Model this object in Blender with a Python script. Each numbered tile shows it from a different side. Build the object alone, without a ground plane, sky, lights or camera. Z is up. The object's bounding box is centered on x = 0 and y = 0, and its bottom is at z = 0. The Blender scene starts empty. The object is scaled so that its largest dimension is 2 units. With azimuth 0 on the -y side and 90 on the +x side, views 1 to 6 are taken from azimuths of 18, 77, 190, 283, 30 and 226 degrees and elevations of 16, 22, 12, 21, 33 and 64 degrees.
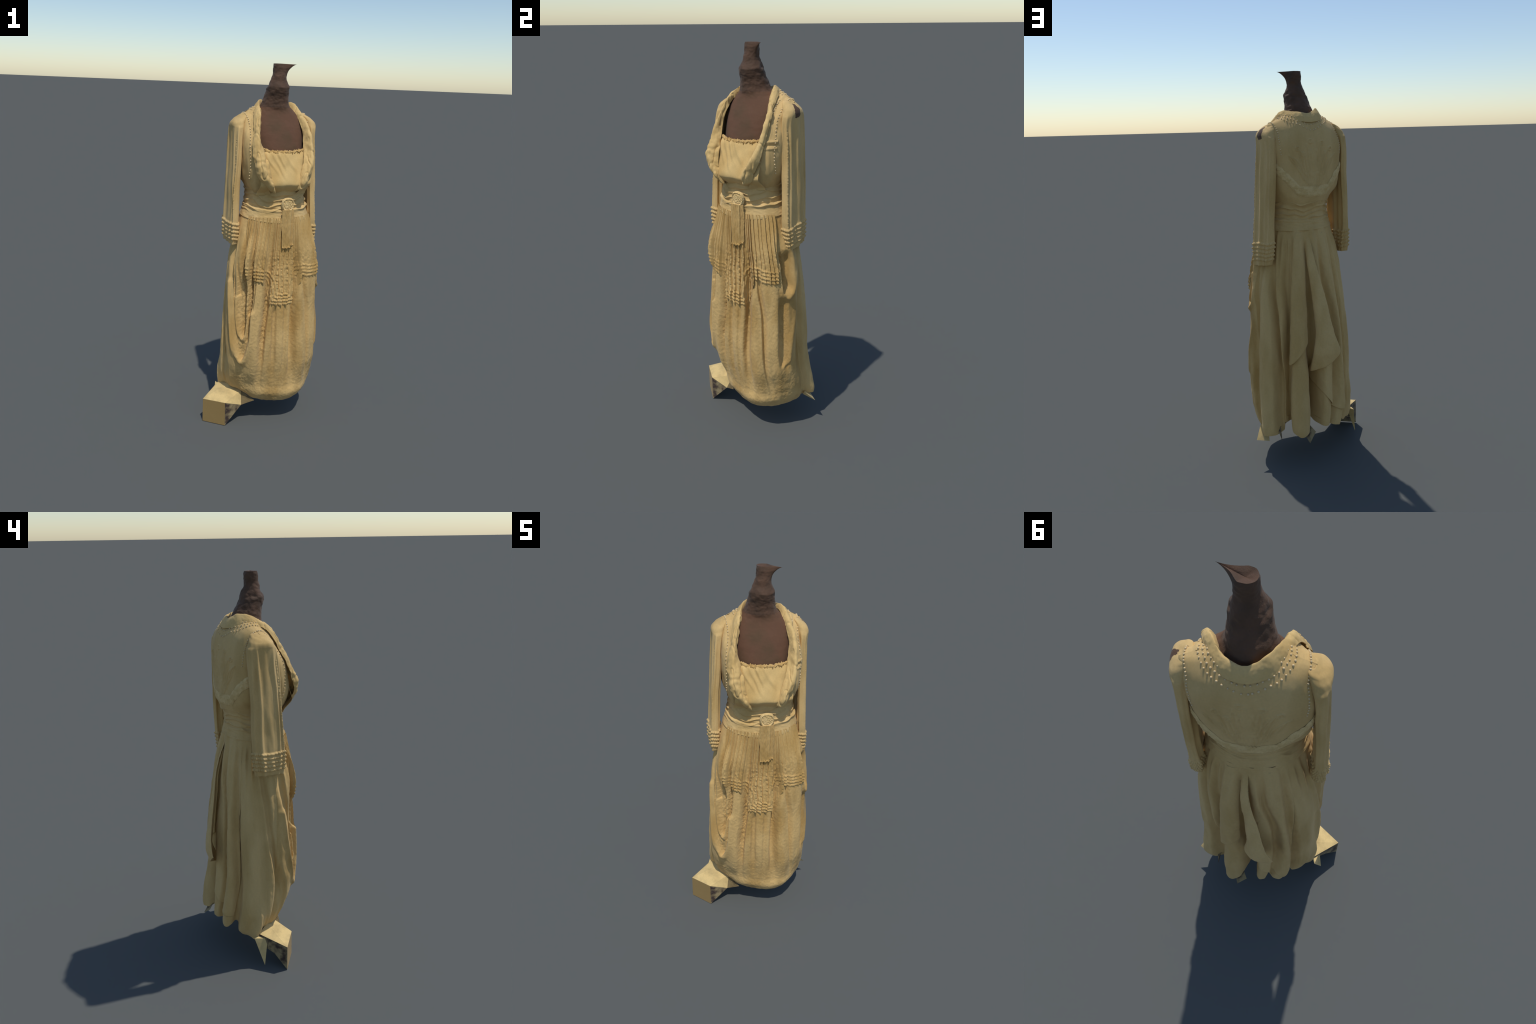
import bpy, math
import numpy as np

TURN = math.radians(41.0)          # the dress faces azimuth 41; local front is -y, wearer's left is +x
rng = np.random.default_rng(7)

# ------------------------------------------------------------------ noise
_perm = np.random.default_rng(11).permutation(256)
_perm = np.concatenate([_perm, _perm, _perm])
_grad = np.random.default_rng(12).normal(size=(256, 3))
_grad /= np.linalg.norm(_grad, axis=1)[:, None]


def noise(p, scale=1.0, octaves=1, seed=0.0):
    p = np.asarray(p, float) * np.asarray(scale, float) + seed * 17.31
    out = 0.0
    amp = 1.0
    for _ in range(octaves):
        i = np.floor(p).astype(int)
        f = p - i
        w = f * f * f * (f * (f * 6 - 15) + 10)
        acc = 0.0
        for dx in (0, 1):
            for dy in (0, 1):
                for dz in (0, 1):
                    h = _perm[(_perm[(_perm[(i[..., 0] + dx) & 255] + i[..., 1] + dy) & 255] + i[..., 2] + dz) & 255]
                    g = _grad[h]
                    d = (f[..., 0] - dx) * g[..., 0] + (f[..., 1] - dy) * g[..., 1] + (f[..., 2] - dz) * g[..., 2]
                    wx = w[..., 0] if dx else 1 - w[..., 0]
                    wy = w[..., 1] if dy else 1 - w[..., 1]
                    wz = w[..., 2] if dz else 1 - w[..., 2]
                    acc = acc + d * wx * wy * wz
        out = out + acc * amp
        amp *= 0.5
        p = p * 2.03 + 5.7
    return out * 1.6


def sstep(a, b, x):
    t = np.clip((x - a) / (b - a), 0, 1)
    return t * t * (3 - 2 * t)


def pchip(xs, ys, x):
    """smooth interpolation without overshoot"""
    xs = np.asarray(xs, float); ys = np.asarray(ys, float)
    if xs[0] > xs[-1]:
        xs, ys = xs[::-1], ys[::-1]
    h = np.diff(xs); d = np.diff(ys) / h
    m = np.zeros_like(ys)
    m[0], m[-1] = d[0], d[-1]
    for k in range(1, len(xs) - 1):
        if d[k - 1] * d[k] > 0:
            w1, w2 = 2 * h[k] + h[k - 1], h[k] + 2 * h[k - 1]
            m[k] = (w1 + w2) / (w1 / d[k - 1] + w2 / d[k])
    x = np.clip(x, xs[0], xs[-1])
    i = np.clip(np.searchsorted(xs, x) - 1, 0, len(h) - 1)
    t = (x - xs[i]) / h[i]
    return ((1 + 2 * t) * (1 - t) ** 2 * ys[i] + t * (1 - t) ** 2 * h[i] * m[i]
            + t * t * (3 - 2 * t) * ys[i + 1] + t * t * (t - 1) * h[i] * m[i + 1])


def catmull(pts, n):
    """n points along a Catmull-Rom spline through pts (k, ...)"""
    p = np.asarray(pts, float)
    p = np.concatenate([[2 * p[0] - p[1]], p, [2 * p[-1] - p[-2]]])
    t = np.linspace(0, len(p) - 3 - 1e-9, n)
    i = t.astype(int)
    f = (t - i).reshape((-1,) + (1,) * (p.ndim - 1))
    a, b, c, d = p[i], p[i + 1], p[i + 2], p[i + 3]
    return 0.5 * (2 * b + (c - a) * f + (2 * a - 5 * b + 4 * c - d) * f ** 2 + (3 * b - a - 3 * c + d) * f ** 3)


def patch(rows, nu, nv):
    """surface through a net of guide points: rows[i][j] -> (nu, nv, 3)"""
    r = np.asarray(rows, float)
    r = catmull(r, nu)
    return np.swapaxes(catmull(np.swapaxes(r, 0, 1), nv), 0, 1)


# ------------------------------------------------------------------ mesh helpers
def grid_normals(P, wrap_u=False):
    if wrap_u:
        du = np.roll(P, -1, 0) - np.roll(P, 1, 0)
    else:
        du = np.gradient(P, axis=0)
    dv = np.gradient(P, axis=1)
    n = np.cross(du, dv)
    return n / (np.linalg.norm(n, axis=2, keepdims=True) + 1e-12)


def grid_faces(nu, nv, wrap_u, base=0, flip=False, keep=None):
    ii, jj = np.meshgrid(np.arange(nu if wrap_u else nu - 1), np.arange(nv - 1), indexing="ij")
    a = ii * nv + jj
    b = ((ii + 1) % nu) * nv + jj
    q = np.stack([a, b, b + 1, a + 1], -1)
    if keep is not None:
        q = q[keep[: q.shape[0], : q.shape[1]]]
    q = q.reshape(-1, 4) + base
    return q[:, ::-1] if flip else q


ROOT = bpy.data.objects.new("dress_on_mannequin", None)
bpy.context.scene.collection.objects.link(ROOT)
ROOT.rotation_euler = (0, 0, TURN)
ROOT["label"] = "cream pleated vintage gown with sash on brown mannequin bust"
ROOT["category"] = "dress form"


def add(name, verts, faces, mat, parent=None, smooth=True, stuff=False, normals=None):
    me = bpy.data.meshes.new(name)
    verts = np.ascontiguousarray(np.asarray(verts, float).reshape(-1, 3))
    if isinstance(faces, np.ndarray):
        k = faces.shape[1]
        me.vertices.add(len(verts)); me.vertices.foreach_set("co", verts.ravel())
        me.loops.add(faces.size); me.loops.foreach_set("vertex_index", np.ascontiguousarray(faces, dtype=np.int32).ravel())
        me.polygons.add(len(faces))
        me.polygons.foreach_set("loop_start", np.arange(0, faces.size, k, dtype=np.int32))
        me.update(calc_edges=True)
        me.validate()
    else:
        me.from_pydata(verts.tolist(), [], faces)
    if smooth:
        me.polygons.foreach_set("use_smooth", np.ones(len(me.polygons), bool))
    me.materials.append(mat)
    if normals is not None:
        me.normals_split_custom_set_from_vertices(np.asarray(normals, float).reshape(-1, 3).tolist())
    ob = bpy.data.objects.new(name, me)
    bpy.context.scene.collection.objects.link(ob)
    ob.parent = parent or ROOT
    if stuff:
        ob["kind"] = "stuff"
    return ob


def add_grid(name, P, mat, wrap_u=False, thick=0.0, flip=False, keep=None, **kw):
    nu, nv = P.shape[:2]
    V = P.reshape(-1, 3)
    F = grid_faces(nu, nv, wrap_u, 0, flip, keep)
    if thick:
        n = grid_normals(P, wrap_u)
        Q = P - n * thick * (-1 if flip else 1)
        F2 = grid_faces(nu, nv, wrap_u, nu * nv, not flip, keep)
        # rim: every edge used once
        e = np.concatenate([F[:, [0, 1]], F[:, [1, 2]], F[:, [2, 3]], F[:, [3, 0]]])
        key = np.sort(e, 1); code = key[:, 0] * (nu * nv + 1) + key[:, 1]
        _, inv, cnt = np.unique(code, return_inverse=True, return_counts=True)
        rim = e[cnt[inv] == 1]
        R = np.stack([rim[:, 1], rim[:, 0], rim[:, 0] + nu * nv, rim[:, 1] + nu * nv], 1)
        V = np.concatenate([V, Q.reshape(-1, 3)])
        F = np.concatenate([F, F2, R])
    used = np.zeros(len(V), bool); used[F.ravel()] = True
    remap = np.cumsum(used) - 1
    return add(name, V[used], remap[F], mat, **kw)


# ------------------------------------------------------------------ materials
def fabric(name, base, dark, scale=9.0, rough=0.85, weave=900.0, bump=0.25, stretch=(1, 1, 0.35)):
    m = bpy.data.materials.new(name); m.use_nodes = True
    nt = m.node_tree; N = nt.nodes; L = nt.links
    b = N["Principled BSDF"]
    b.inputs["Roughness"].default_value = rough
    b.inputs["Specular IOR Level"].default_value = 0.2
    if "Sheen Weight" in b.inputs:
        b.inputs["Sheen Weight"].default_value = 0.08
    tc = N.new("ShaderNodeTexCoord"); mp = N.new("ShaderNodeMapping")
    mp.inputs["Scale"].default_value = stretch
    L.new(tc.outputs["Object"], mp.inputs["Vector"])
    n1 = N.new("ShaderNodeTexNoise"); n1.inputs["Scale"].default_value = scale; n1.inputs["Detail"].default_value = 5
    L.new(mp.outputs[0], n1.inputs["Vector"])
    r = N.new("ShaderNodeValToRGB")
    r.color_ramp.elements[0].position = 0.36; r.color_ramp.elements[0].color = (*dark, 1)
    r.color_ramp.elements[1].position = 0.58; r.color_ramp.elements[1].color = (*base, 1)
    L.new(n1.outputs["Fac"], r.inputs["Fac"])
    n2 = N.new("ShaderNodeTexNoise"); n2.inputs["Scale"].default_value = 160; n2.inputs["Detail"].default_value = 3
    L.new(tc.outputs["Object"], n2.inputs["Vector"])
    mr = N.new("ShaderNodeMapRange"); mr.inputs["From Min"].default_value = 0.3; mr.inputs["From Max"].default_value = 0.7
    mr.inputs["To Min"].default_value = 0.95; mr.inputs["To Max"].default_value = 1.03
    L.new(n2.outputs["Fac"], mr.inputs["Value"])
    mx = N.new("ShaderNodeMix"); mx.data_type = "RGBA"; mx.blend_type = "MULTIPLY"; mx.inputs["Factor"].default_value = 1
    L.new(r.outputs["Color"], mx.inputs["A"]); L.new(mr.outputs[0], mx.inputs["B"])
    L.new(mx.outputs["Result"], b.inputs["Base Color"])
    n3 = N.new("ShaderNodeTexNoise"); n3.inputs["Scale"].default_value = weave; n3.inputs["Detail"].default_value = 2
    L.new(tc.outputs["Object"], n3.inputs["Vector"])
    bp = N.new("ShaderNodeBump"); bp.inputs["Strength"].default_value = bump; bp.inputs["Distance"].default_value = 0.002
    L.new(n3.outputs["Fac"], bp.inputs["Height"]); L.new(bp.outputs[0], b.inputs["Normal"])
    return m


CREAM = fabric("cream_cloth", (0.61, 0.405, 0.16), (0.455, 0.275, 0.088))
CREAM_BACK = fabric("shade_tinted_cream_cloth", (0.64, 0.44, 0.188), (0.545, 0.36, 0.138))  # cream lifted and greyed to match the baked shade on the back
CREAM_LIGHT = fabric("pale_cream_cloth", (0.66, 0.455, 0.187), (0.57, 0.375, 0.14))
OCHRE = fabric("crepe_cloth", (0.60, 0.395, 0.152), (0.47, 0.29, 0.095), scale=14)
LACE = fabric("lace_cloth", (0.71, 0.51, 0.235), (0.62, 0.43, 0.18), scale=40, stretch=(1, 1, 1))
PEARL = fabric("pearl_bead", (0.74, 0.57, 0.32), (0.66, 0.49, 0.25), scale=60, rough=0.5)
BROWN = fabric("brown_form_cloth", (0.130, 0.065, 0.037), (0.105, 0.060, 0.032), scale=10, rough=0.8, stretch=(1, 1, 1), weave=500)
BROWN_DARK = fabric("dark_brown_form_cloth", (0.110, 0.060, 0.036), (0.075, 0.044, 0.027), scale=14, rough=0.75, stretch=(1, 1, 1), weave=300, bump=0.5)
STAND = fabric("stand_cloth", (0.68, 0.50, 0.22), (0.52, 0.38, 0.17), scale=16, stretch=(1, 1, 1))
BOARD = fabric("stand_board", (0.31, 0.205, 0.075), (0.30, 0.195, 0.07), scale=4, stretch=(1, 1, 1))
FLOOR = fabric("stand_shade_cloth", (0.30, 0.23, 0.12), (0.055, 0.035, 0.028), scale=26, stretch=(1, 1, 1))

TH = np.radians


# ------------------------------------------------------------------ mannequin bust
# z, centre x, centre y, half width, front depth, back depth
FORM = np.array([
    (2.000, -.004, -.030, .031, .030, .030), (1.985, -.004, -.031, .034, .033, .034), (1.960, -.004, -.032, .034, .034, .035),
    (1.940, -.005, -.034, .037, .036, .038), (1.920, -.0055, -.032, .043, .040, .042), (1.905, -.007, -.031, .051, .047, .049),
    (1.893, -.008, -.031, .058, .056, .053), (1.884, -.008, -.031, .060, .060, .056), (1.872, -.008, -.029, .060, .060, .059),
    (1.850, -.008, -.021, .0625, .060, .064), (1.820, -.0085, -.010, .068, .064, .070), (1.795, -.007, -.002, .076, .071, .074),
    (1.770, -.004, .006, .100, .076, .072), (1.745, 0, .010, .132, .086, .070), (1.715, 0, .012, .155, .100, .080),
    (1.680, 0, .012, .165, .116, .100), (1.620, 0, .010, .170, .136, .110), (1.565, 0, .010, .170, .150, .110),
    (1.500, 0, .005, .160, .145, .100), (1.420, 0, 0, .140, .140, .090), (1.380, 0, 0, .120, .130, .080)])


def build_form():
    nu, nv = 200, 260
    th = np.linspace(-np.pi, np.pi, nu, endpoint=False)[:, None]
    z = np.linspace(2.0, 1.38, nv)[None, :]
    cx, cy, a, bf, bb = (pchip(FORM[:, 0], FORM[:, k], z) for k in range(1, 6))
    b = np.where(np.cos(th) > 0, bf, bb)
    rx, ry = np.sin(th), -np.cos(th)
    X = cx + a * rx; Y = cy + b * ry; Z = np.broadcast_to(z, X.shape).copy()
    P = np.stack([X, Y, Z], -1)
    n = grid_normals(P, True)
    amp = 0.0016 * sstep(1.74, 1.80, Z) + 0.0006
    back = sstep(0.2, -0.8, np.cos(th))
    d = amp * noise(P, (34, 34, 50), 2, 1) + 0.0030 * sstep(1.78, 1.84, Z) * back * noise(P, (22, 22, 22), 2, 4)
    d += 0.010 * np.exp(-((Z - 1.895) / .013) ** 2) * np.exp(-((np.degrees(th) + 110) / 28) ** 2)
    d += 0.006 * np.exp(-((Z - 1.895) / .01) ** 2) * np.exp(-((np.degrees(th) - 105) / 16) ** 2)
    P = P + n * d[..., None]
    P[:, 0, 2] = 2.0
    # torn point of the covering that pulls out sideways at the cut
    tip = np.array([.077, -.068, 1.999])
    pull = np.exp(-(((th - TH(62)) / TH(20)) ** 2)) * sstep(1.920, 1.998, Z) ** 1.9
    P = P * (1 - pull[..., None]) + tip * pull[..., None]
    P[..., 2] = np.where(pull > .02, np.maximum(P[..., 2], Z - .004), P[..., 2])
    nrm = grid_normals(P, True)
    k = int(np.argmin(abs(z[0] - 1.785)))
    for nm, sl, mat in (("neck", slice(0, k + 1), BROWN_DARK), ("chest", slice(k, nv), BROWN)):
        Q = P[:, sl]
        add(nm, Q, grid_faces(nu, Q.shape[1], True), mat, normals=nrm[:, sl])
    ring = P[:, 0]
    c = np.array([ring[:, 0].mean() - .004, ring[:, 1].mean(), 1.988])
    inner = ring * .45 + c * .55
    inner[:, 2] = 1.994 + 0.004 * noise(inner, 60, 1, 3)
    V = np.concatenate([ring, inner, [c]])
    F = [(i, (i + 1) % nu, nu + (i + 1) % nu, nu + i) for i in range(nu)] + [(nu + i, nu + (i + 1) % nu, 2 * nu) for i in range(nu)]
    add("neck_cap", V, F, BROWN_DARK, smooth=False)


# ------------------------------------------------------------------ bodice
# zeta, half width, front y, back y
BOD = np.array([
    (1.350, .152, -.172, .120), (1.375, .165, -.188, .131), (1.400, .176, -.194, .138), (1.430, .186, -.192, .138), (1.480, .190, -.188, .138), (1.550, .195, -.176, .138),
    (1.600, .197, -.160, .138), (1.650, .198, -.138, .136), (1.700, .198, -.108, .128), (1.735, .198, -.080, .116), (1.765, .197, -.050, .096),
    (1.785, .195, -.020, .074), (1.797, .193, .005, .052), (1.801, .192, .030, .030)])


def bodice_point(th, zeta):
    a, yf, yb = (pchip(BOD[:, 0], BOD[:, k], zeta) for k in (1, 2, 3))
    cy = (yf + yb) / 2; b = (yb - yf) / 2
    s, c = np.sin(th), -np.cos(th)
    e = .92 - .22 * sstep(1.38, 1.48, zeta)
    x = a * np.sign(s) * abs(s) ** e
    y = cy + b * np.sign(c) * abs(c) ** e
    w = sstep(1.52, 1.75, zeta)
    z = zeta - 0.50 * np.maximum(abs(x) - .075, 0) * w
    return np.stack(np.broadcast_arrays(x, y, z), -1)


def lapel_line(z, side):
    """half opening of the bodice front at height z"""
    zs = [1.34, 1.38, 1.45, 1.52, 1.60, 1.69, 1.755, 1.80, 1.83]
    return pchip(zs, [.07, .095, .135, .155, .152, .137, .118, .10, .08], z) if side < 0 else pchip(zs, [.05, .08, .105, .125, .135, .13, .12, .10, .08], z)


def build_bodice():
    nu, nv = 460, 210
    th = np.linspace(-np.pi, np.pi, nu, endpoint=False)[:, None]
    q = np.linspace(0, 1, nv)[None, :]
    zeta = 1.352 + (1.801 - 1.352) * (1 - (1 - q) ** 1.5)
    P = bodice_point(th, zeta)
    n = grid_normals(P, True)
    deg = np.degrees(th); X, Y, Z = P[..., 0], P[..., 1], P[..., 2]
    back = sstep(75, 115, abs(deg))
    d = 0.0022 * noise(P, (18, 18, 12), 2, 2)
    # embroidered yoke: corded leaf outlines that fan up from the lace, with rosettes between them
    ib = np.where(abs(np.degrees(th[:, 0])) > 80)[0]
    bx, bz = X[ib], Z[ib]
    emb = np.full(bx.shape, 9.0)
    t = np.linspace(0, 1, 13)
    for k in range(-6, 7):
        lean, top = .0215 * k, 1.655 - .0016 * k * k - (.03 if k % 2 else 0)
        zz = 1.437 + .0011 * k * k + (top - 1.437 - .0011 * k * k) * t
        spine = .010 * k + (lean - .010 * k) * t ** 1.3 + .003 * np.sin(t * 9 + k)
        for side in (-1, 1):
            xx = spine + side * .0085 * np.sin(np.pi * np.clip((t - .25) / .75, 0, 1)) ** .8
            emb = np.minimum(emb, dseg(bx, bz, list(zip(xx, zz))))
    for (rx, rz) in ((-.048, 1.652), (.018, 1.662), (.090, 1.628), (-.100, 1.622), (.060, 1.60)):
        emb = np.minimum(emb, np.abs(np.hypot(bx - rx, bz - rz) - .0095))
        emb = np.minimum(emb, np.hypot(bx - rx, bz - rz))
    d[ib] += back[ib] * .0048 * np.exp(-(emb / .0026) ** 2)
    zl = 1.415 + 0.55 * X ** 2 + 1.0 * np.maximum(abs(X) - .08, 0)
    d += .018 * np.exp(-((deg + 118) / 22) ** 2) * sstep(1.38, 1.44, Z) * sstep(1.72, 1.62, Z)
    # front: soft vertical creases
    d += (1 - back) * 0.004 * noise(P, (38, 20, 7), 2, 8)
    # left breast pocket flap
    pk = (X > .125) & (X < .185) & (Y < 0)
    d += pk * 0.005 * (np.exp(-((Z - 1.575) / .006) ** 2) - 0.8 * np.exp(-((Z - 1.560) / .004) ** 2) + .8 * np.exp(-((Z - 1.545) / .006) ** 2))
    P = P + n * d[..., None]
    zz = P[..., 2]
    open_ = (P[..., 1] < .03) & (np.where(X < 0, -X < lapel_line(zz, -1), X < lapel_line(zz, 1)))
    open_ |= (abs(X) < .075) & (zz > 1.765) & (Y < .08)
    keep = ~open_
    keep = keep & np.roll(keep, -1, 0)
    keep[:, :-1] &= keep[:, 1:]
    add_grid("bodice", P, CREAM_BACK, wrap_u=True, keep=keep)
    # lace border: a curved, crusted band under the back yoke
    jag = .004 * noise(P, (70, 70, 5), 2, 33)
    band = (back > .6) & (abs(Z - zl - .002) < .026 + jag)
    crust = .0005 + (.0035 + .004 * np.abs(noise(P, (90, 90, 90), 2, 6))) * sstep(.030, .012, abs(Z - zl - .002))
    nn = grid_normals(P, True); nn = nn * np.sign((nn[..., 1] * P[..., 1]).mean())
    add_grid("lace_border", P + nn * crust[..., None], LACE, wrap_u=True, keep=band)
    pearls()


def ico(r=1.0):
    me = bpy.data.meshes.new("pearl")
    v = []; f = []
    nl, ns = 5, 8
    v.append((0, 0, 1))
    for i in range(1, nl):
        for j in range(ns):
            a, b = math.pi * i / nl, 2 * math.pi * j / ns
            v.append((math.sin(a) * math.cos(b), math.sin(a) * math.sin(b), math.cos(a)))
    v.append((0, 0, -1))
    for j in range(ns):
        f.append((0, 1 + j, 1 + (j + 1) % ns))
        f.append((len(v) - 1, 1 + (nl - 2) * ns + (j + 1) % ns, 1 + (nl - 2) * ns + j))
    for i in range(nl - 2):
        for j in range(ns):
            f.append((1 + i * ns + j, 1 + (i + 1) * ns + j, 1 + (i + 1) * ns + (j + 1) % ns, 1 + i * ns + (j + 1) % ns))
    me.from_pydata(v, [], f)
    me.polygons.foreach_set("use_smooth", np.ones(len(me.polygons), bool))
    me.materials.append(PEARL)
    return me


def pearls():
    me = ico()
    pts = []
    # armhole seams
    for side in (-1, 1):
        line = catmull([(.182 * side, -.10, 1.425), (.180 * side, -.115, 1.50), (.178 * side, -.105, 1.58), (.176 * side, -.082, 1.66), (.174 * side, -.045, 1.72),
                        (.176 * side, .0, 1.758), (.178 * side, .05, 1.752), (.180 * side, .09, 1.715), (.182 * side, .11, 1.66), (.18 * side, .118, 1.60)], 44)
        pts += [(p, .0034) for p in line]
    # three rows of pearls round the back neckline
    for rx, ry in ((.106, .082), (.120, .094), (.134, .106)):
        for k in np.arange(-100, 101, 9.5 * .106 / rx):
            pts.append((np.array([rx * math.sin(TH(k)), .022 + ry * math.cos(TH(k)), -1]), .0036))
    # down the left lapel seam and lower bodice fringe
    line = catmull([(.150, -.03, 1.765), (.150, -.09, 1.70), (.147, -.135, 1.62), (.14, -.17, 1.53), (.128, -.19, 1.45), (.122, -.192, 1.40)], 50)
    pts += [(p + rng.normal(0, .0015, 3), .0038) for p in line]
    bod = bpy.data.objects["bodice"].data
    n = len(bod.vertices); co = np.empty(n * 3); bod.vertices.foreach_get("co", co); co = co.reshape(-1, 3)
    nr = np.empty(n * 3); bod.vertices.foreach_get("normal", nr); nr = nr.reshape(-1, 3)
    holder = bpy.data.objects["bodice"]
    for i, (p, r) in enumerate(pts):
        p = np.asarray(p)
        w = np.array([1, 1, .02 if p[2] < 0 else 1])
        j = np.argmin(((co - (p if p[2] > 0 else (p[0], p[1], 1.78))) ** 2 * w).sum(1))
        o = bpy.data.objects.new("pearl", me)
        o.location = co[j] + nr[j] * .001
        s = r * rng.uniform(.8, 1.15)
        o.scale = (s, s, s)
        o.parent = holder
        bpy.context.scene.collection.objects.link(o)


# ------------------------------------------------------------------ collar and lapels
def build_collar():
    # each row: inner edge, inner face, crest, outer face, outer edge
    def row(i, c, o, z_in=0):
        i, c, o = map(np.array, (i, c, o))
        return [i, i * .45 + c * .55 + (c - o) * .08, c, c * .5 + o * .5 + (c - i) * .15, o]
    right = [
        row((-.066, -.180, 1.372), (-.067, -.190, 1.362), (-.078, -.180, 1.368)),
        row((-.080, -.190, 1.415), (-.098, -.213, 1.405), (-.135, -.178, 1.405)),
        row((-.095, -.188, 1.465), (-.132, -.214, 1.455), (-.162, -.176, 1.445)),
        row((-.105, -.163, 1.525), (-.150, -.198, 1.515), (-.178, -.158, 1.510)),
        row((-.123, -.118, 1.605), (-.150, -.156, 1.595), (-.176, -.122, 1.595)),
        row((-.118, -.088, 1.690), (-.138, -.110, 1.688), (-.156, -.078, 1.690)),
        row((-.100, -.035, 1.755), (-.116, -.068, 1.757), (-.138, -.030, 1.752)),
        row((-.084, .020, 1.785), (-.095, .010, 1.808), (-.118, .028, 1.772)),
        row((-.052, .064, 1.785), (-.060, .070, 1.818), (-.080, .092, 1.762)),
        row((0, .082, 1.770), (0, .092, 1.795), (0, .118, 1.752)),
        row((.052, .060, 1.780), (.060, .068, 1.803), (.080, .090, 1.760)),
        row((.082, .010, 1.785), (.100, .002, 1.808), (.118, .022, 1.772)),
        row((.097, -.036, 1.752), (.118, -.052, 1.758), (.136, -.030, 1.755)),
        row((.110, -.082, 1.690), (.135, -.108, 1.693), (.150, -.092, 1.690)),
        row((.112, -.116, 1.605), (.138, -.160, 1.600), (.156, -.138, 1.600)),
        row((.100, -.160, 1.530), (.120, -.205, 1.515), (.148, -.176, 1.515)),
        row((.072, -.190, 1.455), (.085, -.234, 1.440), (.120, -.190, 1.440)),
        row((.052, -.195, 1.395), (.075, -.216, 1.388), (.105, -.190, 1.395)),
        row((.045, -.178, 1.375), (.055, -.185, 1.370), (.070, -.178, 1.375)),
    ]
    P = patch(right, 560, 60)
    n = grid_normals(P)
    d = (0.002 + .004 * sstep(.05, -.05, P[..., 1])) * noise(P, (22, 22, 14), 2, 21) + 0.0010 * noise(P, (70, 70, 50), 2, 22)
    d += 0.002 * np.exp(-((P[..., 2] - 1.52) / .05) ** 2) * np.sin(P[..., 2] * 170 + 9 * noise(P, 14, 1, 3)) * (P[..., 0] < 0)
    crease = np.abs(noise(P, (16, 16, 6), 2, 23))
    d -= .0038 * np.exp(-(crease / .09) ** 2) * sstep(.03, -.06, P[..., 1])
    out = n * d[..., None]
    P = P + out
    ob = add_grid("collar", P, CREAM_LIGHT, thick=0.0022)


# ------------------------------------------------------------------ camisole
def build_camisole():
    prof = [(1.600, -.120), (1.572, -.150), (1.545, -.163), (1.500, -.176), (1.455, -.194), (1.415, -.208), (1.397, -.204), (1.380, -.185), (1.362, -.160), (1.345, -.150)]
    rows = []
    for x in (-.145, -.10, -.05, 0, .05, .10, .135):
        rows.append([(x * (1 - .0 * k), y + 1.9 * x * x * (1 if z > 1.5 else .8), z) for k, (z, y) in enumerate(prof[1:])])
    P = patch(rows, 170, 140)
    n = grid_normals(P)
    if n[120, 30, 1] > 0:
        n = -n
    X, Z = P[..., 0], P[..., 2]
    # diagonal pull folds from the upper corners
    wv = .012 * noise(P, (14, 5, 14), 1, 35)
    s = X + (Z - 1.5) * .55 + wv
    d = .005 * noise(P, (16, 8, 12), 2, 31)
    for c0, h, w0, zt in ((-.045, .006, .009, 1.45), (-.015, .004, .007, 1.49), (.022, .0045, .008, 1.48), (-.078, .004, .008, 1.46)):
        d += h * np.exp(-((s - c0) / w0) ** 2) * sstep(zt - .03, zt + .02, Z) * sstep(1.572, 1.55, Z)
    P = P + n * d[..., None]
    add_grid("camisole", P, CREAM_LIGHT, thick=0.002, flip=False)
    # frilled top edge
    nu = 420
    x = np.linspace(-.118, .118, nu)
    base = np.stack([x, -.150 + 1.9 * x * x, 1.566 + .010 * (abs(x) / .118) ** 3 + .006 * noise(np.stack([x, x * 0, x * 0], -1), 24, 2, 41) * 1.4], -1)
    nv = 24
    t = np.linspace(0, 2 * np.pi, nv, endpoint=False)
    r = .0095 * (1 + .6 * noise(np.stack([x, x * 0, x * 0], -1), 110, 2, 42))
    lump = 1 + .45 * noise(np.stack([np.repeat(x[:, None], nv, 1), np.cos(t)[None] * .02 + 0 * x[:, None], np.sin(t)[None] * .02 + 0 * x[:, None]], -1), 90, 2, 43)
    P = base[:, None] + np.stack([0 * lump, (r[:, None] * 1.0 * np.cos(t)[None]) * lump, r[:, None] * np.sin(t)[None] * lump * .9], -1)
    P = np.concatenate([P, P[:, :1]], 1)
    add_grid("camisole_frill", P, CREAM)


# ------------------------------------------------------------------ skirt
SK = np.array([  # z, half width, centre x, centre y, front depth, back depth
    (.130, .206, .022, .026, .158, .160), (.160, .232, .022, .026, .186, .176), (.200, .254, .020, .022, .200, .188), (.250, .267, .014, .012, .184, .198), (.300, .275, .009, .003, .180, .204),
    (.400, .275, .004, -.017, .178, .212), (.500, .274, 0, -.024, .178, .212), (.600, .271, 0, -.026, .172, .210), (.700, .267, 0, -.027, .166, .208), (.800, .262, 0, -.029, .164, .202),
    (.900, .257, 0, -.032, .158, .192), (1.000, .243, 0, -.028, .158, .180), (1.100, .221, 0, -.029, .154, .170), (1.200, .195, 0, -.031, .149, .150), (1.300, .166, 0, -.031, .131, .130)])
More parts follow.
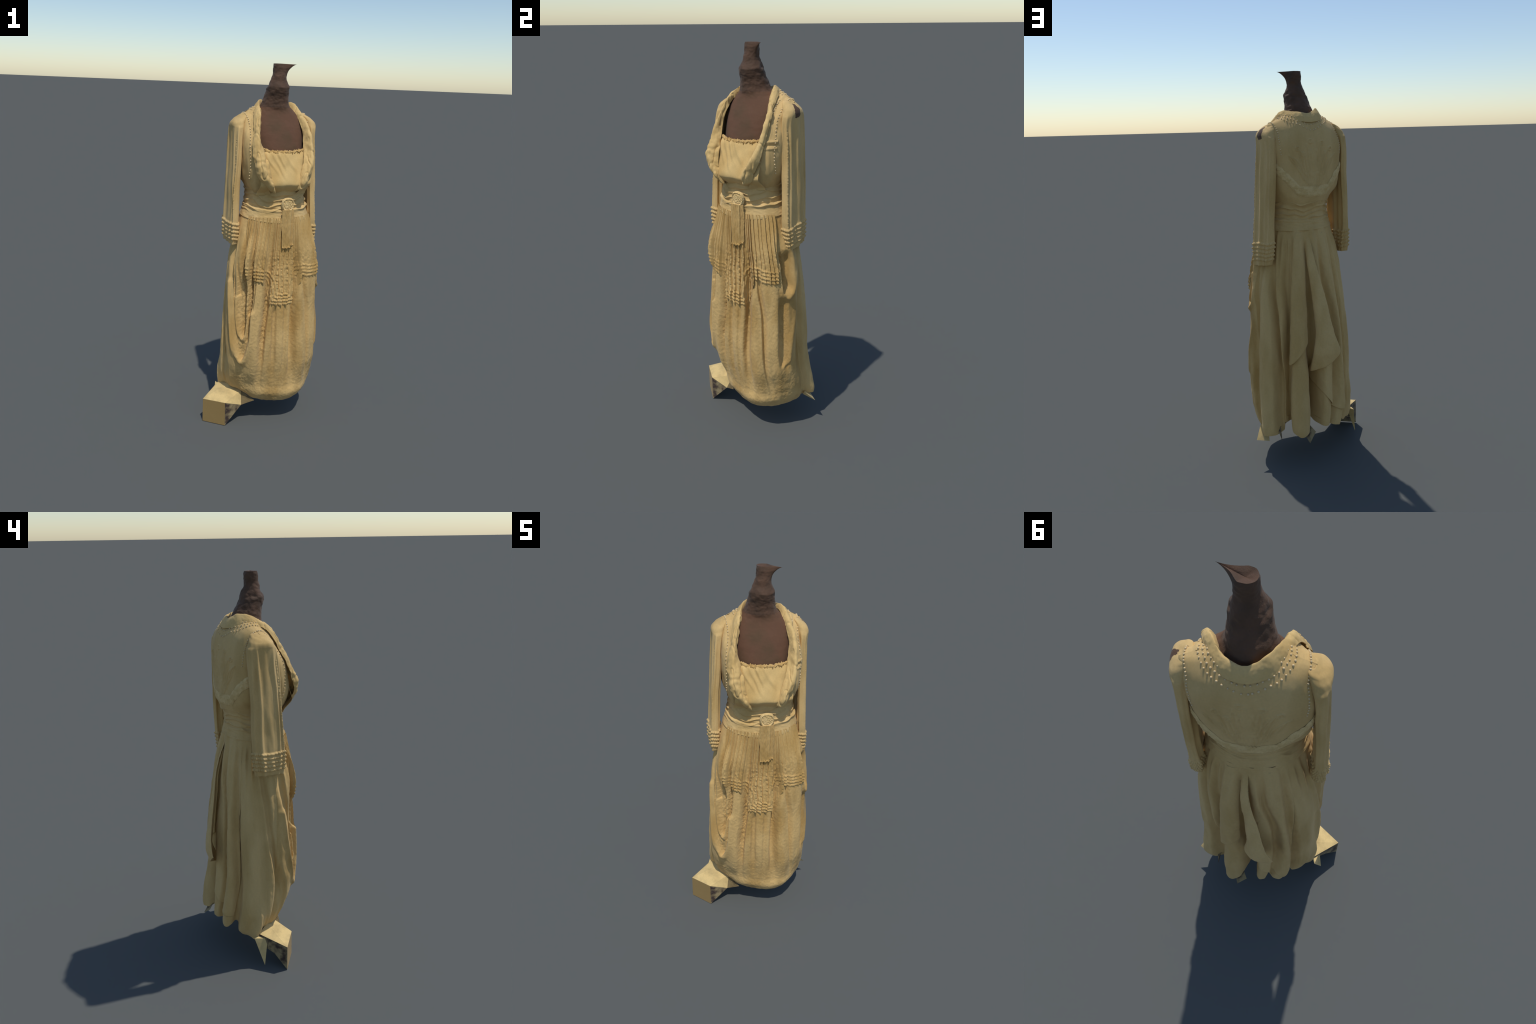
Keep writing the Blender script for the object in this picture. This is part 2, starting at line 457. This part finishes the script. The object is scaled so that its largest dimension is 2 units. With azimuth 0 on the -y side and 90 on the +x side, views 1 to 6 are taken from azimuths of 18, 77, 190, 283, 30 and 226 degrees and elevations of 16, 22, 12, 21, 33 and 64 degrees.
# valleys: [(z, angle)], [(z, depth)], width in degrees
VALLEYS = [
    ([(.15, -27), (.5, -25), (.75, -21), (.9, -20), (1.2, -17)], [(.2, 0), (.35, .012), (.55, .030), (.8, .032), (.95, .020), (1.2, .0)], 4.2),
    ([(.15, 13), (.5, 14), (.75, 16), (.9, 18), (1.2, 14)], [(.2, 0), (.35, .014), (.55, .032), (.85, .034), (1.0, .014), (1.2, .0)], 4.0),
    ([(.15, 38), (.5, 38), (.7, 37), (.85, 32)], [(.2, 0), (.35, .010), (.55, .020), (.75, .020), (.9, .012), (1.0, 0)], 3.2),
    ([(.15, -9), (.6, -9), (1.0, -8)], [(.3, 0), (.5, .012), (.7, .010), (.74, .0)], 2.6),
    ([(.3, 68), (.5, 66), (.8, 67), (1.1, 68)], [(.38, 0), (.45, .018), (.6, .030), (.75, .026), (.83, .006), (.9, .01), (1.05, .014), (1.2, 0)], 7),
    ([(.2, 92), (.5, 92), (.8, 95), (1.1, 98)], [(.15, .01), (.4, .024), (.7, .026), (.95, .012), (1.1, .004)], 5),
    ([(.2, 124), (.48, 127), (.75, 125), (.95, 121), (1.2, 117)], [(.15, .052), (.5, .058), (.8, .044), (1.0, .022), (1.2, .004)], 4.2),
    ([(.2, 134), (.55, 138), (.82, 142), (1.2, 140)], [(.15, .076), (.45, .074), (.7, .052), (1.0, .022), (1.2, .004)], 5.5),
    ([(.2, 172), (.45, 172), (.6, 168), (.75, 167), (1.0, 169), (1.2, 168)], [(.15, .115), (.45, .125), (.56, .065), (.75, .048), (1.0, .030), (1.2, .006)], 6.5),
    ([(.2, -166), (.5, -163), (.75, -163), (1.0, -172), (1.2, -174)], [(.15, .02), (.4, .030), (.7, .034), (.95, .022), (1.2, .004)], 3.6),
    ([(.2, -141), (.6, -146), (.9, -150), (1.2, -150)], [(.15, .036), (.4, .034), (.7, .028), (1.0, .016), (1.2, .003)], 5),
    ([(.2, -98), (.4, -108), (.8, -115), (1.1, -120)], [(.15, .012), (.4, .008), (.8, .006), (1.1, .004)], 5),
    ([(.3, -80), (.6, -95), (.78, -102), (.93, -108), (1.1, -112)], [(.2, .004), (.35, .014), (.6, .020), (.9, .018), (1.1, .012), (1.2, .0)], 4),
    ([(.3, -58), (.44, -64), (.69, -75), (.86, -81), (1.0, -85), (1.15, -88)], [(.25, 0), (.45, .006), (.7, .016), (.9, .020), (1.1, .012), (1.2, 0)], 4),
    ([(.6, -44), (.8, -44), (1.0, -45), (1.2, -44)], [(.5, 0), (.62, .016), (.8, .018), (.95, .022), (1.1, .012), (1.2, 0)], 3.0),
    ([(.6, -58), (.8, -58), (1.0, -61), (1.2, -62)], [(.5, .0), (.62, .006), (.75, .014), (.95, .034), (1.1, .016), (1.2, 0)], 5.0),
    ([(.2, -87), (.5, -92), (.8, -94)], [(.13, .006), (.3, .012), (.5, .012), (.8, .006), (1.0, 0)], 4),
    ([(.3, 3), (.7, 4)], [(.25, 0), (.4, .006), (.7, .006), (.75, 0)], 2.2),
]
RIDGES = [
    ([(.2, 56), (.9, 54), (1.1, 56)], [(.2, .0), (.4, .006), (.7, .007), (1.0, .004)], 7),
    ([(.415, 64), (.46, 74), (.587, 80), (.71, 86), (.8, 88)], [(.38, 0), (.44, .010), (.6, .010), (.75, .006), (.85, 0)], 4),
    ([(.6, -51.5), (.9, -52), (1.1, -53)], [(.5, 0), (.6, .012), (.8, .022), (1.0, .016), (1.15, 0)], 2.6),
    ([(.15, -108), (.5, -108)], [(.12, .072), (.16, .056), (.2, .042), (.3, .019), (.45, .004), (.5, 0)], 9),
    ([(.2, 0), (.9, 0)], [(.2, 0), (.4, .006), (.7, .008), (.75, .004), (.9, 0)], 6),
    ([(.2, -34), (.9, -34)], [(.2, 0), (.4, .006), (.7, .008), (.9, 0)], 6),
    ([(.2, 24), (.9, 24)], [(.2, 0), (.4, .006), (.8, .006), (.9, .0)], 5),
    ([(.2, 108), (1.1, 114)], [(.1, .075), (.16, .052), (.2, .040), (.3, .022), (.6, .014), (.9, .006), (1.1, 0)], 9),
    ([(.2, 154), (.5, 155), (.9, 152)], [(.1, .048), (.25, .042), (.45, .030), (.6, .016), (.9, .014), (1.1, .004)], 9),
    ([(.2, -175), (.9, 179)], [(.1, .018), (.6, .014), (1.0, .004)], 6),
    ([(.2, -155), (.6, -156), (1.0, -160)], [(.1, .026), (.6, .024), (1.1, .006)], 6),
    ([(.2, -126), (.6, -130), (1.0, -136)], [(.1, .020), (.6, .016), (1.1, .003)], 9),
]


def wrap_deg(d):
    return (d + 180) % 360 - 180


def along(kn, z):
    k = np.array(kn, float)
    a = np.degrees(np.unwrap(np.radians(k[:, 1])))
    return pchip(k[:, 0], a, z)


def dseg(px, pz, line):
    """distance from points to a polyline"""
    best = np.full(np.broadcast(px, pz).shape, 9.0)
    for (x0, z0), (x1, z1) in zip(line[:-1], line[1:]):
        dx, dz = x1 - x0, z1 - z0
        t = np.clip(((px - x0) * dx + (pz - z0) * dz) / (dx * dx + dz * dz + 1e-12), 0, 1)
        best = np.minimum(best, np.hypot(px - x0 - t * dx, pz - z0 - t * dz))
    return best


M_DEG = 0.0044       # metres of cloth per degree round the skirt
LOOP_A = catmull([(-84, .86), (-77, .68), (-72, .545), (-65, .455), (-54, .410), (-45, .455), (-40, .56), (-37.5, .70)], 40) * (M_DEG, 1)
LOOP_B = catmull([(-72, .78), (-70, .67), (-65, .590), (-56, .546), (-49, .575), (-46, .68)], 30) * (M_DEG, 1)
LOOP_C = catmull([(64, .98), (65, .88), (69, .825), (76, .808), (84, .83), (89, .89), (88, .98), (84, 1.06)], 40) * (M_DEG, 1)


def skirt_offset(deg, z):
    """outward displacement of the cloth from the smooth skirt, metres"""
    d = np.zeros(np.broadcast(deg, z).shape)
    for kn, dp, w in VALLEYS:
        g = np.exp(-np.abs(wrap_deg(deg - along(kn, z)) / w) ** 3.4)
        d = d - pchip(*zip(*dp), z) * g
    for kn, dp, w in RIDGES:
        g = np.exp(-(wrap_deg(deg - along(kn, z)) / w) ** 2)
        d = d + pchip(*zip(*dp), z) * g
    x = deg * M_DEG
    zz = np.broadcast_to(z, d.shape)
    # the bubble leans over to the wearer's left as it nears the floor
    lean = pchip([.13, .25, .4, .6, .8, 1.0], [1, 1, .75, .4, .15, 0], zz)
    d = d + lean * (.028 * np.exp(-((deg - 20) / 24) ** 2) - .024 * np.exp(-((deg + 55) / 22) ** 2))
    near = np.broadcast_to((deg < -30) & (deg > -95), d.shape)
    sa = dseg(x, zz, LOOP_A) * np.where(zz > .411 + .33 * np.abs((deg + 56.5) / 19.5) ** 4, 1, -1)
    sb = dseg(x, zz, LOOP_B) * np.where(zz > .546 + .14 * np.abs((deg + 57.5) / 12.0) ** 4, 1, -1)
    up = sstep(1.02, .82, zz)
    d = d + near * up * (.016 * np.exp(-(sa / .020) ** 2) - .016 * sstep(.006, .034, sa) + .008 * np.exp(-(sb / .011) ** 2) - .026 * sstep(.004, .022, sb))
    dc = dseg(x, zz, LOOP_C)
    d = d + np.where((deg > 55) & (deg < 100), .012 * np.exp(-(dc / .016) ** 2), 0)
    pocket = sstep(66, 71, deg) * sstep(87, 81, deg) * sstep(.825, .87, zz) * sstep(1.06, 1.0, zz)
    d = d - .034 * pocket
    # gathers below the waist: fine folds that fade downward, behind
    back = sstep(70, 100, np.abs(deg))
    d = d + back * .0035 * np.sin(TH(deg) * 34 + 1.5 * np.sin(TH(deg) * 5)) * sstep(.85, 1.05, zz) * sstep(1.22, 1.15, zz)
    return d


def skirt_point(deg, z, off=0.0, folds=1.0):
    a, cx, cy, bf, bb = (pchip(SK[:, 0], SK[:, k], z) for k in (1, 2, 3, 4, 5))
    t = TH(deg)
    b = bf
    s = np.sin(t)
    fr = np.cos(t) > 0
    p = 2 + sstep(1.22, 1.02, z) * (.10 + .90 * sstep(.16, .42, z))
    depth = np.where(fr, -bf * np.maximum(1 - np.abs(s) ** p, 0) ** (1 / p), -bb * np.cos(t))     # flat in front, round behind
    d = skirt_offset(deg, z) * folds + off
    ln = np.hypot(a * s, depth)
    x = cx + a * s * (1 + d / ln); y = cy + depth * (1 + d / ln)
    return np.stack(np.broadcast_arrays(x, y, np.broadcast_to(z, x.shape)), -1)


HEM = [(-180, .200), (-168, .19), (-160, .178), (-152, .170), (-144, .20), (-139, .20), (-133, .158), (-119, .142), (-108, .138), (-99, .160), (-81, .200), (-67, .205), (-49, .165), (-25, .138), (0, .134), (20, .136),
       (45, .146), (66, .156), (78, .158), (92, .165), (104, .168), (117, .168), (122, .176), (127, .225), (138, .222), (143, .190), (152, .176), (162, .182), (168, .235), (174, .230), (178, .200), (180, .200)]


def build_skirt():
    nu, nv = 1100, 400
    deg = np.linspace(-180, 180, nu, endpoint=False)[:, None]
    hem = pchip(*zip(*HEM), deg)
    v = np.linspace(0, 1, nv)[None, :]
    z = 1.235 + (hem - 1.235) * v
    P = skirt_point(deg, z)
    n = grid_normals(P, True)
    Z = P[..., 2]
    front = sstep(85, 65, abs(deg - 5))
    d = .003 * noise(P, (16, 16, 5), 2, 51)
    low = sstep(.50, .22, Z) * front
    d += low * (.0034 * noise(P, (13, 13, 11), 2, 52) + .0008 * noise(P, (45, 45, 60), 2, 57)) + front * .0009 * noise(P, (75, 75, 60), 2, 53)
    d += (1 - front) * .0012 * noise(P, (40, 40, 20), 2, 54)
    d += front * .0026 * noise(P, (60, 60, 60), 2, 55) * sstep(.012, .03, -skirt_offset(deg, Z))
    P = P + n * np.where(n[..., :2].sum(-1) < 9, d, d)[..., None]
    # the front hem rolls under like a bubble; behind it is a loose edge
    roll_n = 26
    t = np.linspace(0, 1, roll_n + 1)[1:][None, :, None]
    last = P[:, -1:, :]
    c = np.array([0, .01, 0])
    inward = c - last; inward[..., 2] = 0
    ln = np.linalg.norm(inward, axis=-1, keepdims=True); inward /= ln
    fr = np.broadcast_to(front[:, :, None], last.shape)
    dn = (-.014 * np.sin(t * np.pi * .9)) * fr[..., :1] + t * .03 * (1 - fr[..., :1])
    roll = last + inward * (t * (.10 * fr[..., :1] + .006)) + np.concatenate([0 * dn, 0 * dn, dn + .02 * t ** 2 * fr[..., :1]], -1)
    P = np.concatenate([P, roll], 1)
    # regions: front bubble skirt, back skirt
    i0 = int(np.argmin(abs(deg[:, 0] + 92))); i1 = int(np.argmin(abs(deg[:, 0] - 94)))
    nrm = grid_normals(P, True)
    add_part = lambda nm, idx, mat: add(nm, P[idx], grid_faces(len(idx), P.shape[1], False), mat, normals=nrm[idx])
    add_part("front_skirt", np.arange(i0, i1 + 1), CREAM)
    add_part("back_skirt", np.r_[np.arange(i1, nu), np.arange(0, i0 + 1)], CREAM_BACK)
    # underside lining that closes the hem
    ring = P[::6, -1]
    c = ring.mean(0); c[2] += .05
    m = len(ring)
    add("skirt_lining", np.concatenate([ring, [c]]), [(i, m, (i + 1) % m) for i in range(m)], OCHRE)


EDGE = [(-66, .905), (-56, .900), (-44, .885), (-28, .880), (-25, .865), (-21.5, .80), (-17, .757), (-8, .748), (0, .745), (10, .748), (16, .757), (20, .80), (23, .868), (26, .900), (36, .890), (48, .888), (62, .892), (66, .895)]


def build_tunic():
    """tucked front panel with four rows of shirring along its scalloped lower edge"""
    nu, nv = 540, 270
    deg = np.linspace(-64, 63, nu)[:, None]
    edge = pchip(*zip(*EDGE), deg)
    v = np.linspace(0, 1, nv)[None, :]
    z = 1.228 + (edge - 1.228) * v
    Pn = skirt_point(deg, z)
    line = np.stack([np.linspace(-66, 66, 160) * M_DEG, pchip(*zip(*EDGE), np.linspace(-66, 66, 160))], -1)
    dist = dseg(deg * M_DEG, z, [tuple(p) for p in line])
    # tucks: sharp pleat lines hanging from the sash
    d = .0008 + .0035 * sstep(.0, .03, dist) * np.ones_like(z)
    k = -66.0
    low = sstep(1.12, .98, z)
    while k < 66:
        wob = 1.3 * noise(np.stack([z * 8, 0 * z + k, 0 * z], -1), 1, 2, 3) * (.3 + .7 * low)
        line_t = k * (.93 + .07 * sstep(1.24, .9, z)) + wob
        q = deg - line_t
        h = rng.uniform(.003, .009)
        d = d + h * np.where(q > 0, np.exp(-(q / .55) ** 2), np.exp(-(q / 1.7) ** 2)) * (1 + .6 * low * noise(np.stack([z * 60, 0 * z + k, 0 * z], -1), 1, 2, 6))
        d = d - .6 * h * np.exp(-((q - 1.0) / .5) ** 2)
        k += rng.uniform(2.6, 7.0)
    d += low * .0020 * noise(Pn, (80, 80, 40), 2, 61) + .0008 * noise(Pn, (120, 120, 60), 2, 62)
    # shirring: puffed rows parallel to the edge, each puckered into beads
    for r in range(4):
        rr = np.exp(-((dist - .008 - .0185 * r) / .0055) ** 2)
        puck = .55 + .6 * np.abs(np.sin(deg * 1.9 + 1.3 * r + 1.2 * noise(np.stack([deg * .5 + 0 * z, z * 20, 0 * z], -1), 1, 1, r)))
        d += .0042 * rr * puck
    d *= sstep(-64.2, -62.5, deg) * sstep(63.2, 61.5, deg) * .9 + .1
    P = skirt_point(deg, z, off=d)
    add_grid("tucked_tunic_panel", P, OCHRE)


# ------------------------------------------------------------------ trailing cascade folds behind
def cascade(name, centre, half, top, hem, proud, bulge, folds=.15, tilt=0, nu=90, nv=170, mat=None):
    """a fold of cloth that hangs from the waist and opens into a rounded, pointed flute"""
    s = np.linspace(-1, 1, nu)[:, None]
    v = np.linspace(0, 1, nv)[None, :]
    zb = pchip(*zip(*hem), s)
    z = top + (zb - top) * v
    deg = along(centre, z) + pchip(*zip(*half), z) * s
    off = pchip(*zip(*proud), z) + pchip(*zip(*bulge), z) * (np.sqrt(np.maximum(1 - s ** 2, 0)) - 1) * np.where(s > 0, 1 - .6 * (tilt > 0), 1) + tilt * s * v
    P = skirt_point(deg, z, off=off, folds=folds + (1 - folds) * sstep(.98, 1.17, z))
    n = grid_normals(P)
    P = P + n * (.003 * noise(P, (18, 18, 9), 2, 71) + .0012 * noise(P, 50, 2, 72))[..., None]
    add_grid(name, P, mat or CREAM_BACK, thick=.0022)


def build_cascades():
    cascade("back_drape", [(.5, 152), (.8, 154), (1.22, 157)], [(.5, 11), (.8, 9.5), (1.22, 8)], 1.215,
            [(-1, .545), (-.5, .565), (.2, .605), (1, .66)], [(.5, .030), (.6, .028), (.8, .022), (1.0, .014), (1.22, -.002)], [(.5, .03), (.9, .022), (1.22, .006)])
    cascade("back_drape", [(.5, 180), (.6, 180), (.7, 179), (.9, 176), (1.05, 172), (1.22, 169)], [(.5, 13), (.6, 11), (.7, 7.5), (.95, 5), (1.22, 4)], 1.20,
            [(-1, .495), (-.4, .518), (.3, .553), (1, .598)], [(.5, .036), (.56, .055), (.62, .070), (.7, .062), (.8, .050), (.9, .042), (1.0, .032), (1.1, .020), (1.2, -.004)], [(.5, .035), (.8, .025), (1.2, .006)], tilt=.016)
    cascade("back_drape", [(.25, -170), (.6, -164), (1.0, -160), (1.22, -158)], [(.25, 24), (.6, 20), (1.0, 16), (1.22, 14)], 1.205,
            [(-1, .46), (-.5, .37), (0, .305), (.5, .262), (1, .25)], [(.25, .010), (.6, .006), (1.0, .000), (1.22, -.004)], [(.25, .006), (.8, .004), (1.2, .004)], folds=.9)


# ------------------------------------------------------------------ sash, buckle, hanging end
SASH = np.array([  # z, half width, front y, back y
    (1.195, .203, -.186, .126), (1.215, .197, -.184, .121), (1.240, .187, -.177, .113), (1.270, .176, -.171, .105), (1.300, .168, -.167, .102),
    (1.330, .161, -.165, .104), (1.360, .160, -.166, .123), (1.390, .162, -.166, .124), (1.420, .165, -.160, .124)])


def sash_point(deg, z, off=0):
    a, yf, yb = (pchip(SASH[:, 0], SASH[:, k], z) for k in (1, 2, 3))
    t = TH(deg)
    cy, b = (yf + yb) / 2, (yb - yf) / 2
    return np.stack(np.broadcast_arrays((a + off) * np.sin(t), cy - (b + off) * np.cos(t), z + 0 * t), -1)


def build_sash():
    nu, nv = 560, 130
    deg = np.linspace(-180, 180, nu, endpoint=False)[:, None]
    t = TH(deg)
    zb = 1.218 - .012 * np.cos(t) - .006 * np.cos(2 * t)
    zt = 1.405 + 0 * t
    v = np.linspace(0, 1, nv)[None, :]
    z = zb + (zt - zb) * v
    P = sash_point(deg, z)
    # wrapped folds: long ridges that rise toward the sides and cross
    ph = z * 105 + 1.6 * np.cos(t) * 1.5 + 2.2 * noise(np.stack([np.sin(t) * 1.5 + 0 * z, np.cos(t) * 1.5 + 0 * z, z * 9], -1), 1, 2, 81)
    ridge = (1 - np.abs(np.sin(ph))) ** 1.6
    d = .0075 * ridge * sstep(1.245, 1.275, z) + .0015 * noise(P, (30, 30, 60), 2, 82)
    fade = sstep(.0, .04, v)
    d = d * (.3 + .7 * fade)
    d += .0035 * np.exp(-((z - zb - .052 - .008 * np.cos(t)) / .006) ** 2)          # upper edge of the flat belt
    d += -.004 * np.exp(-((z - zb - .064 - .008 * np.cos(t)) / .005) ** 2)
    n = grid_normals(P, True)
    s = np.sign((n[..., :2] * P[..., :2]).sum(-1).mean())
    P = P + s * n * d[..., None]
    add_grid("sash", P, CREAM_BACK, wrap_u=True, thick=.004, flip=s < 0)

    # round buckle covered in cloth, with a raised, pebbled face
    nr, na = 60, 120
    r = np.linspace(0, 1, nr)[None, :]; a = np.linspace(0, 2 * np.pi, na, endpoint=False)[:, None]
    sq = 1 / (np.abs(np.cos(a)) ** 4 + np.abs(np.sin(a)) ** 4) ** .25
    R = .036 * (1 + (sq - 1) * .5)
    x = .012 + R * r * np.cos(a); z = 1.298 + R * r * np.sin(a)
    h = .012 * np.sqrt(np.maximum(1 - r ** 6, 0)) + .004 * np.exp(-((r - .84) / .08) ** 2) - .002 * np.exp(-((r - .68) / .06) ** 2)
    h = h + .0022 * noise(np.stack([x * 1, z * 1, 0 * x], -1), 170, 2, 83) * (r < .95)
    P = np.stack([x, -.176 - h, z + 0 * h], -1)
    add_grid("buckle", P, LACE, wrap_u=True)

    # hanging sash end: two pleated strips with a fringed lower edge
    def strip(x0, x1, x0b, x1b, ztop, zbot, yoff, seed):
        nu, nv = 90, 220
        u = np.linspace(0, 1, nu)[:, None]; v = np.linspace(0, 1, nv)[None, :]
        zb = zbot + .004 * noise(np.stack([u * 9, 0 * u, 0 * u], -1), 1, 2, seed)
        z = ztop + (zb - ztop) * v
        x = (x0 + (x1 - x0) * u) * (1 - v) + (x0b + (x1b - x0b) * u) * v
        front = skirt_point(np.degrees(np.arcsin(np.clip(x / .22, -1, 1))), np.minimum(z, 1.2), folds=.2)[..., 1]
        y = np.minimum(front - .009, -.184) - yoff
        y = y + np.where(z > 1.235, .0, 0)
        d = .0022 * np.abs(np.sin(u * np.pi * 5 + .5 * noise(np.stack([z * 12, u * 3 + 0 * z, 0 * z], -1), 1, 1, seed))) + .0012 * noise(np.stack([x, z, 0 * x], -1), (120, 50, 1), 2, seed + 1)
        d += .004 * np.exp(-((v - 1) / .03) ** 2) * (1 + noise(np.stack([x, z, 0 * x], -1), 200, 1, seed))
        P = np.stack(np.broadcast_arrays(x, y - d, z), -1)
        add_grid("sash_end", P, OCHRE, thick=-.004)
    strip(-.024, .030, -.019, .030, 1.272, 1.068, .004, 91)
    strip(.026, .049, .024, .049, 1.272, 1.080, .0, 95)


# ------------------------------------------------------------------ sleeves
def build_sleeve(side):
    if side < 0:
        rows = [(1.750, -.176, .030, .006, .012), (1.747, -.180, .030, .018, .030), (1.740, -.190, .027, .031, .042), (1.730, -.197, .027, .034, .051), (1.710, -.201, .028, .032, .057), (1.680, -.204, .030, .027, .065), (1.640, -.208, .029, .022, .066), (1.600, -.211, .027, .019, .067),
                (1.500, -.216, .020, .018, .069), (1.400, -.221, .017, .018, .071), (1.300, -.225, .014, .018, .074), (1.200, -.228, .011, .019, .076), (1.130, -.229, .008, .020, .074), (1.050, -.229, .008, .018, .064)]
    else:
        rows = [(1.750, .168, .015, .006, .012), (1.747, .172, .015, .018, .030), (1.740, .181, .012, .030, .042), (1.730, .188, .012, .032, .051), (1.710, .192, .012, .031, .058), (1.680, .193, .013, .026, .067), (1.640, .193, .013, .020, .070), (1.600, .195, .013, .018, .071),
                (1.500, .199, .012, .018, .074), (1.400, .204, .008, .018, .075), (1.300, .209, .003, .018, .076), (1.200, .212, -.001, .019, .077), (1.130, .215, -.004, .020, .072), (1.030, .220, -.008, .018, .062)]
    rows = np.array(rows)
    rows[:, 1] += .004 * side
    rows[:, 4] += .004
    nu, nv = 220, 300
    th = np.linspace(-np.pi, np.pi, nu, endpoint=False)[:, None]
    v = np.linspace(0, 1, nv)[None, :]
    # cuff is cut on a slant: longest in front
    bot = (1.068 if side < 0 else 1.040) + .022 * (1 - np.cos(th)) / 2 * (1 if side > 0 else .6)
    z = 1.750 + (bot - 1.750) * v ** 1.25
    cx, cy, t, B = (pchip(rows[:, 0], rows[:, k], z) for k in range(1, 5))
    s, c = np.sin(th), -np.cos(th)
    e = .8
    x = cx + t * np.sign(s) * abs(s) ** e; y = cy + B * np.sign(c) * abs(c) ** e
    z = np.broadcast_to(z, x.shape).copy()
    zs = z - sstep(1.66, 1.74, z) * (.40 * (np.abs(x) - .16) + 2.2 * (y - cy) ** 2 * .8)
    P = np.stack(np.broadcast_arrays(x, y, zs), -1)
    n = grid_normals(P, True)
    out = np.sign((n[..., 0] * (P[..., 0] - cx) + n[..., 1] * (P[..., 1] - cy)).mean())
    n = n * out
    w = np.degrees(th)
    d = .0022 * noise(P, (30, 30, 8), 2, 101 + side)
    # long hanging creases
    for k, a in enumerate((-150, -118, -88, -52, -20, 22, 55, 92, 121, 152)):
        h = .006 * (1 + .5 * math.sin(k * 2.1))
        dd = wrap_deg(w - a - 9 * noise(np.stack([z * 4, 0 * z + k, 0 * z], -1), 1, 1, 7))
        d += h * np.exp(-(dd / 8) ** 2) * sstep(1.72, 1.6, z)
    body = sstep(1.66, 1.58, z)
    # braided trim line down the sleeve
    d += body * .0028 * np.exp(-(wrap_deg(w - 30 * side) / 6) ** 2) * (1 + noise(P, (40, 40, 220), 1, 8))
    # cuff: five puckered rows
    rel = z - bot
    for r in range(5):
        row = np.exp(-((rel - .030 - .020 * r + .003 * np.sin(th * 3)) / .0055) ** 2)
        d += .0075 * row * (.55 + .6 * np.abs(np.sin(th * 15 + r * 1.2 + noise(P, 30, 1, r))))
    P = P + n * d[..., None]
    # shoulder cap closes at the top
    add_grid("sleeve", P, CREAM_BACK, wrap_u=True, thick=.002 * out, flip=out < 0)
    nsl = n
    # round cap over the sleeve head
    ring = P[:, 0]
    cc = ring.mean(0); 
    lay = [ring * (1 - q) + cc * q + np.array([0, 0, .003 * math.sqrt(q)]) for q in np.linspace(0, 1, 10)]
    L = np.stack(lay, 1)
    add_grid("sleeve_head", L, CREAM_BACK, wrap_u=True)
    if side > 0:
        # worn patch where the brown form shows at the left shoulder
        m = np.hypot((w - 84) / 17, (zs - 1.704) / .030) + .35 * noise(P, (60, 60, 60), 2, 13)
        add_grid("worn_patch", P + nsl * .0022, BROWN_DARK, wrap_u=True, keep=m < 1)


# ------------------------------------------------------------------ stand and torn cloth corners at the floor
def world_to_local(p):
    c, s = math.cos(TURN), math.sin(TURN)
    return (p[0] * c + p[1] * s, -p[0] * s + p[1] * c, p[2])


def solid(name, pts, faces, mat):
    return add(name, [world_to_local(p) for p in pts], faces, mat, smooth=False)


def build_stand():
    f = -.2615
    pts = [(-.281, f, 0), (-.142, f, 0), (-.144, f, .145), (-.280, f, .143),       # front board 0-3
           (-.250, -.105, .182), (-.170, -.130, .200), (-.09, -.145, .176), (-.002, -.160, .140),  # top rear 4-7
           (-.263, -.189, .081), (-.072, -.187, .109), (-.230, -.080, .12)]
    solid("stand_board", pts[:4], [(0, 1, 2, 3)], BOARD)
    solid("stand_cover", pts, [(3, 2, 5, 4), (2, 6, 5), (2, 9, 7, 6)], STAND)
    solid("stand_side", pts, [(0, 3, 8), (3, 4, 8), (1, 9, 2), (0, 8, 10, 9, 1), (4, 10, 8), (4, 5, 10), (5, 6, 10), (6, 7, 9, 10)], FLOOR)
    solid("torn_hem", [(.210, .260, .141), (.142, .257, .139), (.17, .20, .165), (.20, .20, .20), (.155, .22, .18)], [(0, 1, 4), (0, 4, 3), (0, 3, 2), (0, 2, 1), (1, 2, 4), (2, 3, 4)], STAND)
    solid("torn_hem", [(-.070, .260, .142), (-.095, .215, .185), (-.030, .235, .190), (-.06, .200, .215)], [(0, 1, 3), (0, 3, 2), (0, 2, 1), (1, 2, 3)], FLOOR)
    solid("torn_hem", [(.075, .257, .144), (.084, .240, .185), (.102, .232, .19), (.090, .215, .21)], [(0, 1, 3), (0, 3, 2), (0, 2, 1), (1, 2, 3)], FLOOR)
    solid("torn_hem", [(-.281, -.141, .008), (-.276, -.085, .17), (-.235, -.105, .17), (-.25, -.15, .16)], [(0, 1, 2), (0, 2, 3), (0, 3, 1), (1, 2, 3)], STAND)


build_form()
build_bodice()
build_collar()
build_camisole()
build_skirt()
build_tunic()
build_cascades()
build_sash()
build_sleeve(-1)
build_sleeve(1)
build_stand()
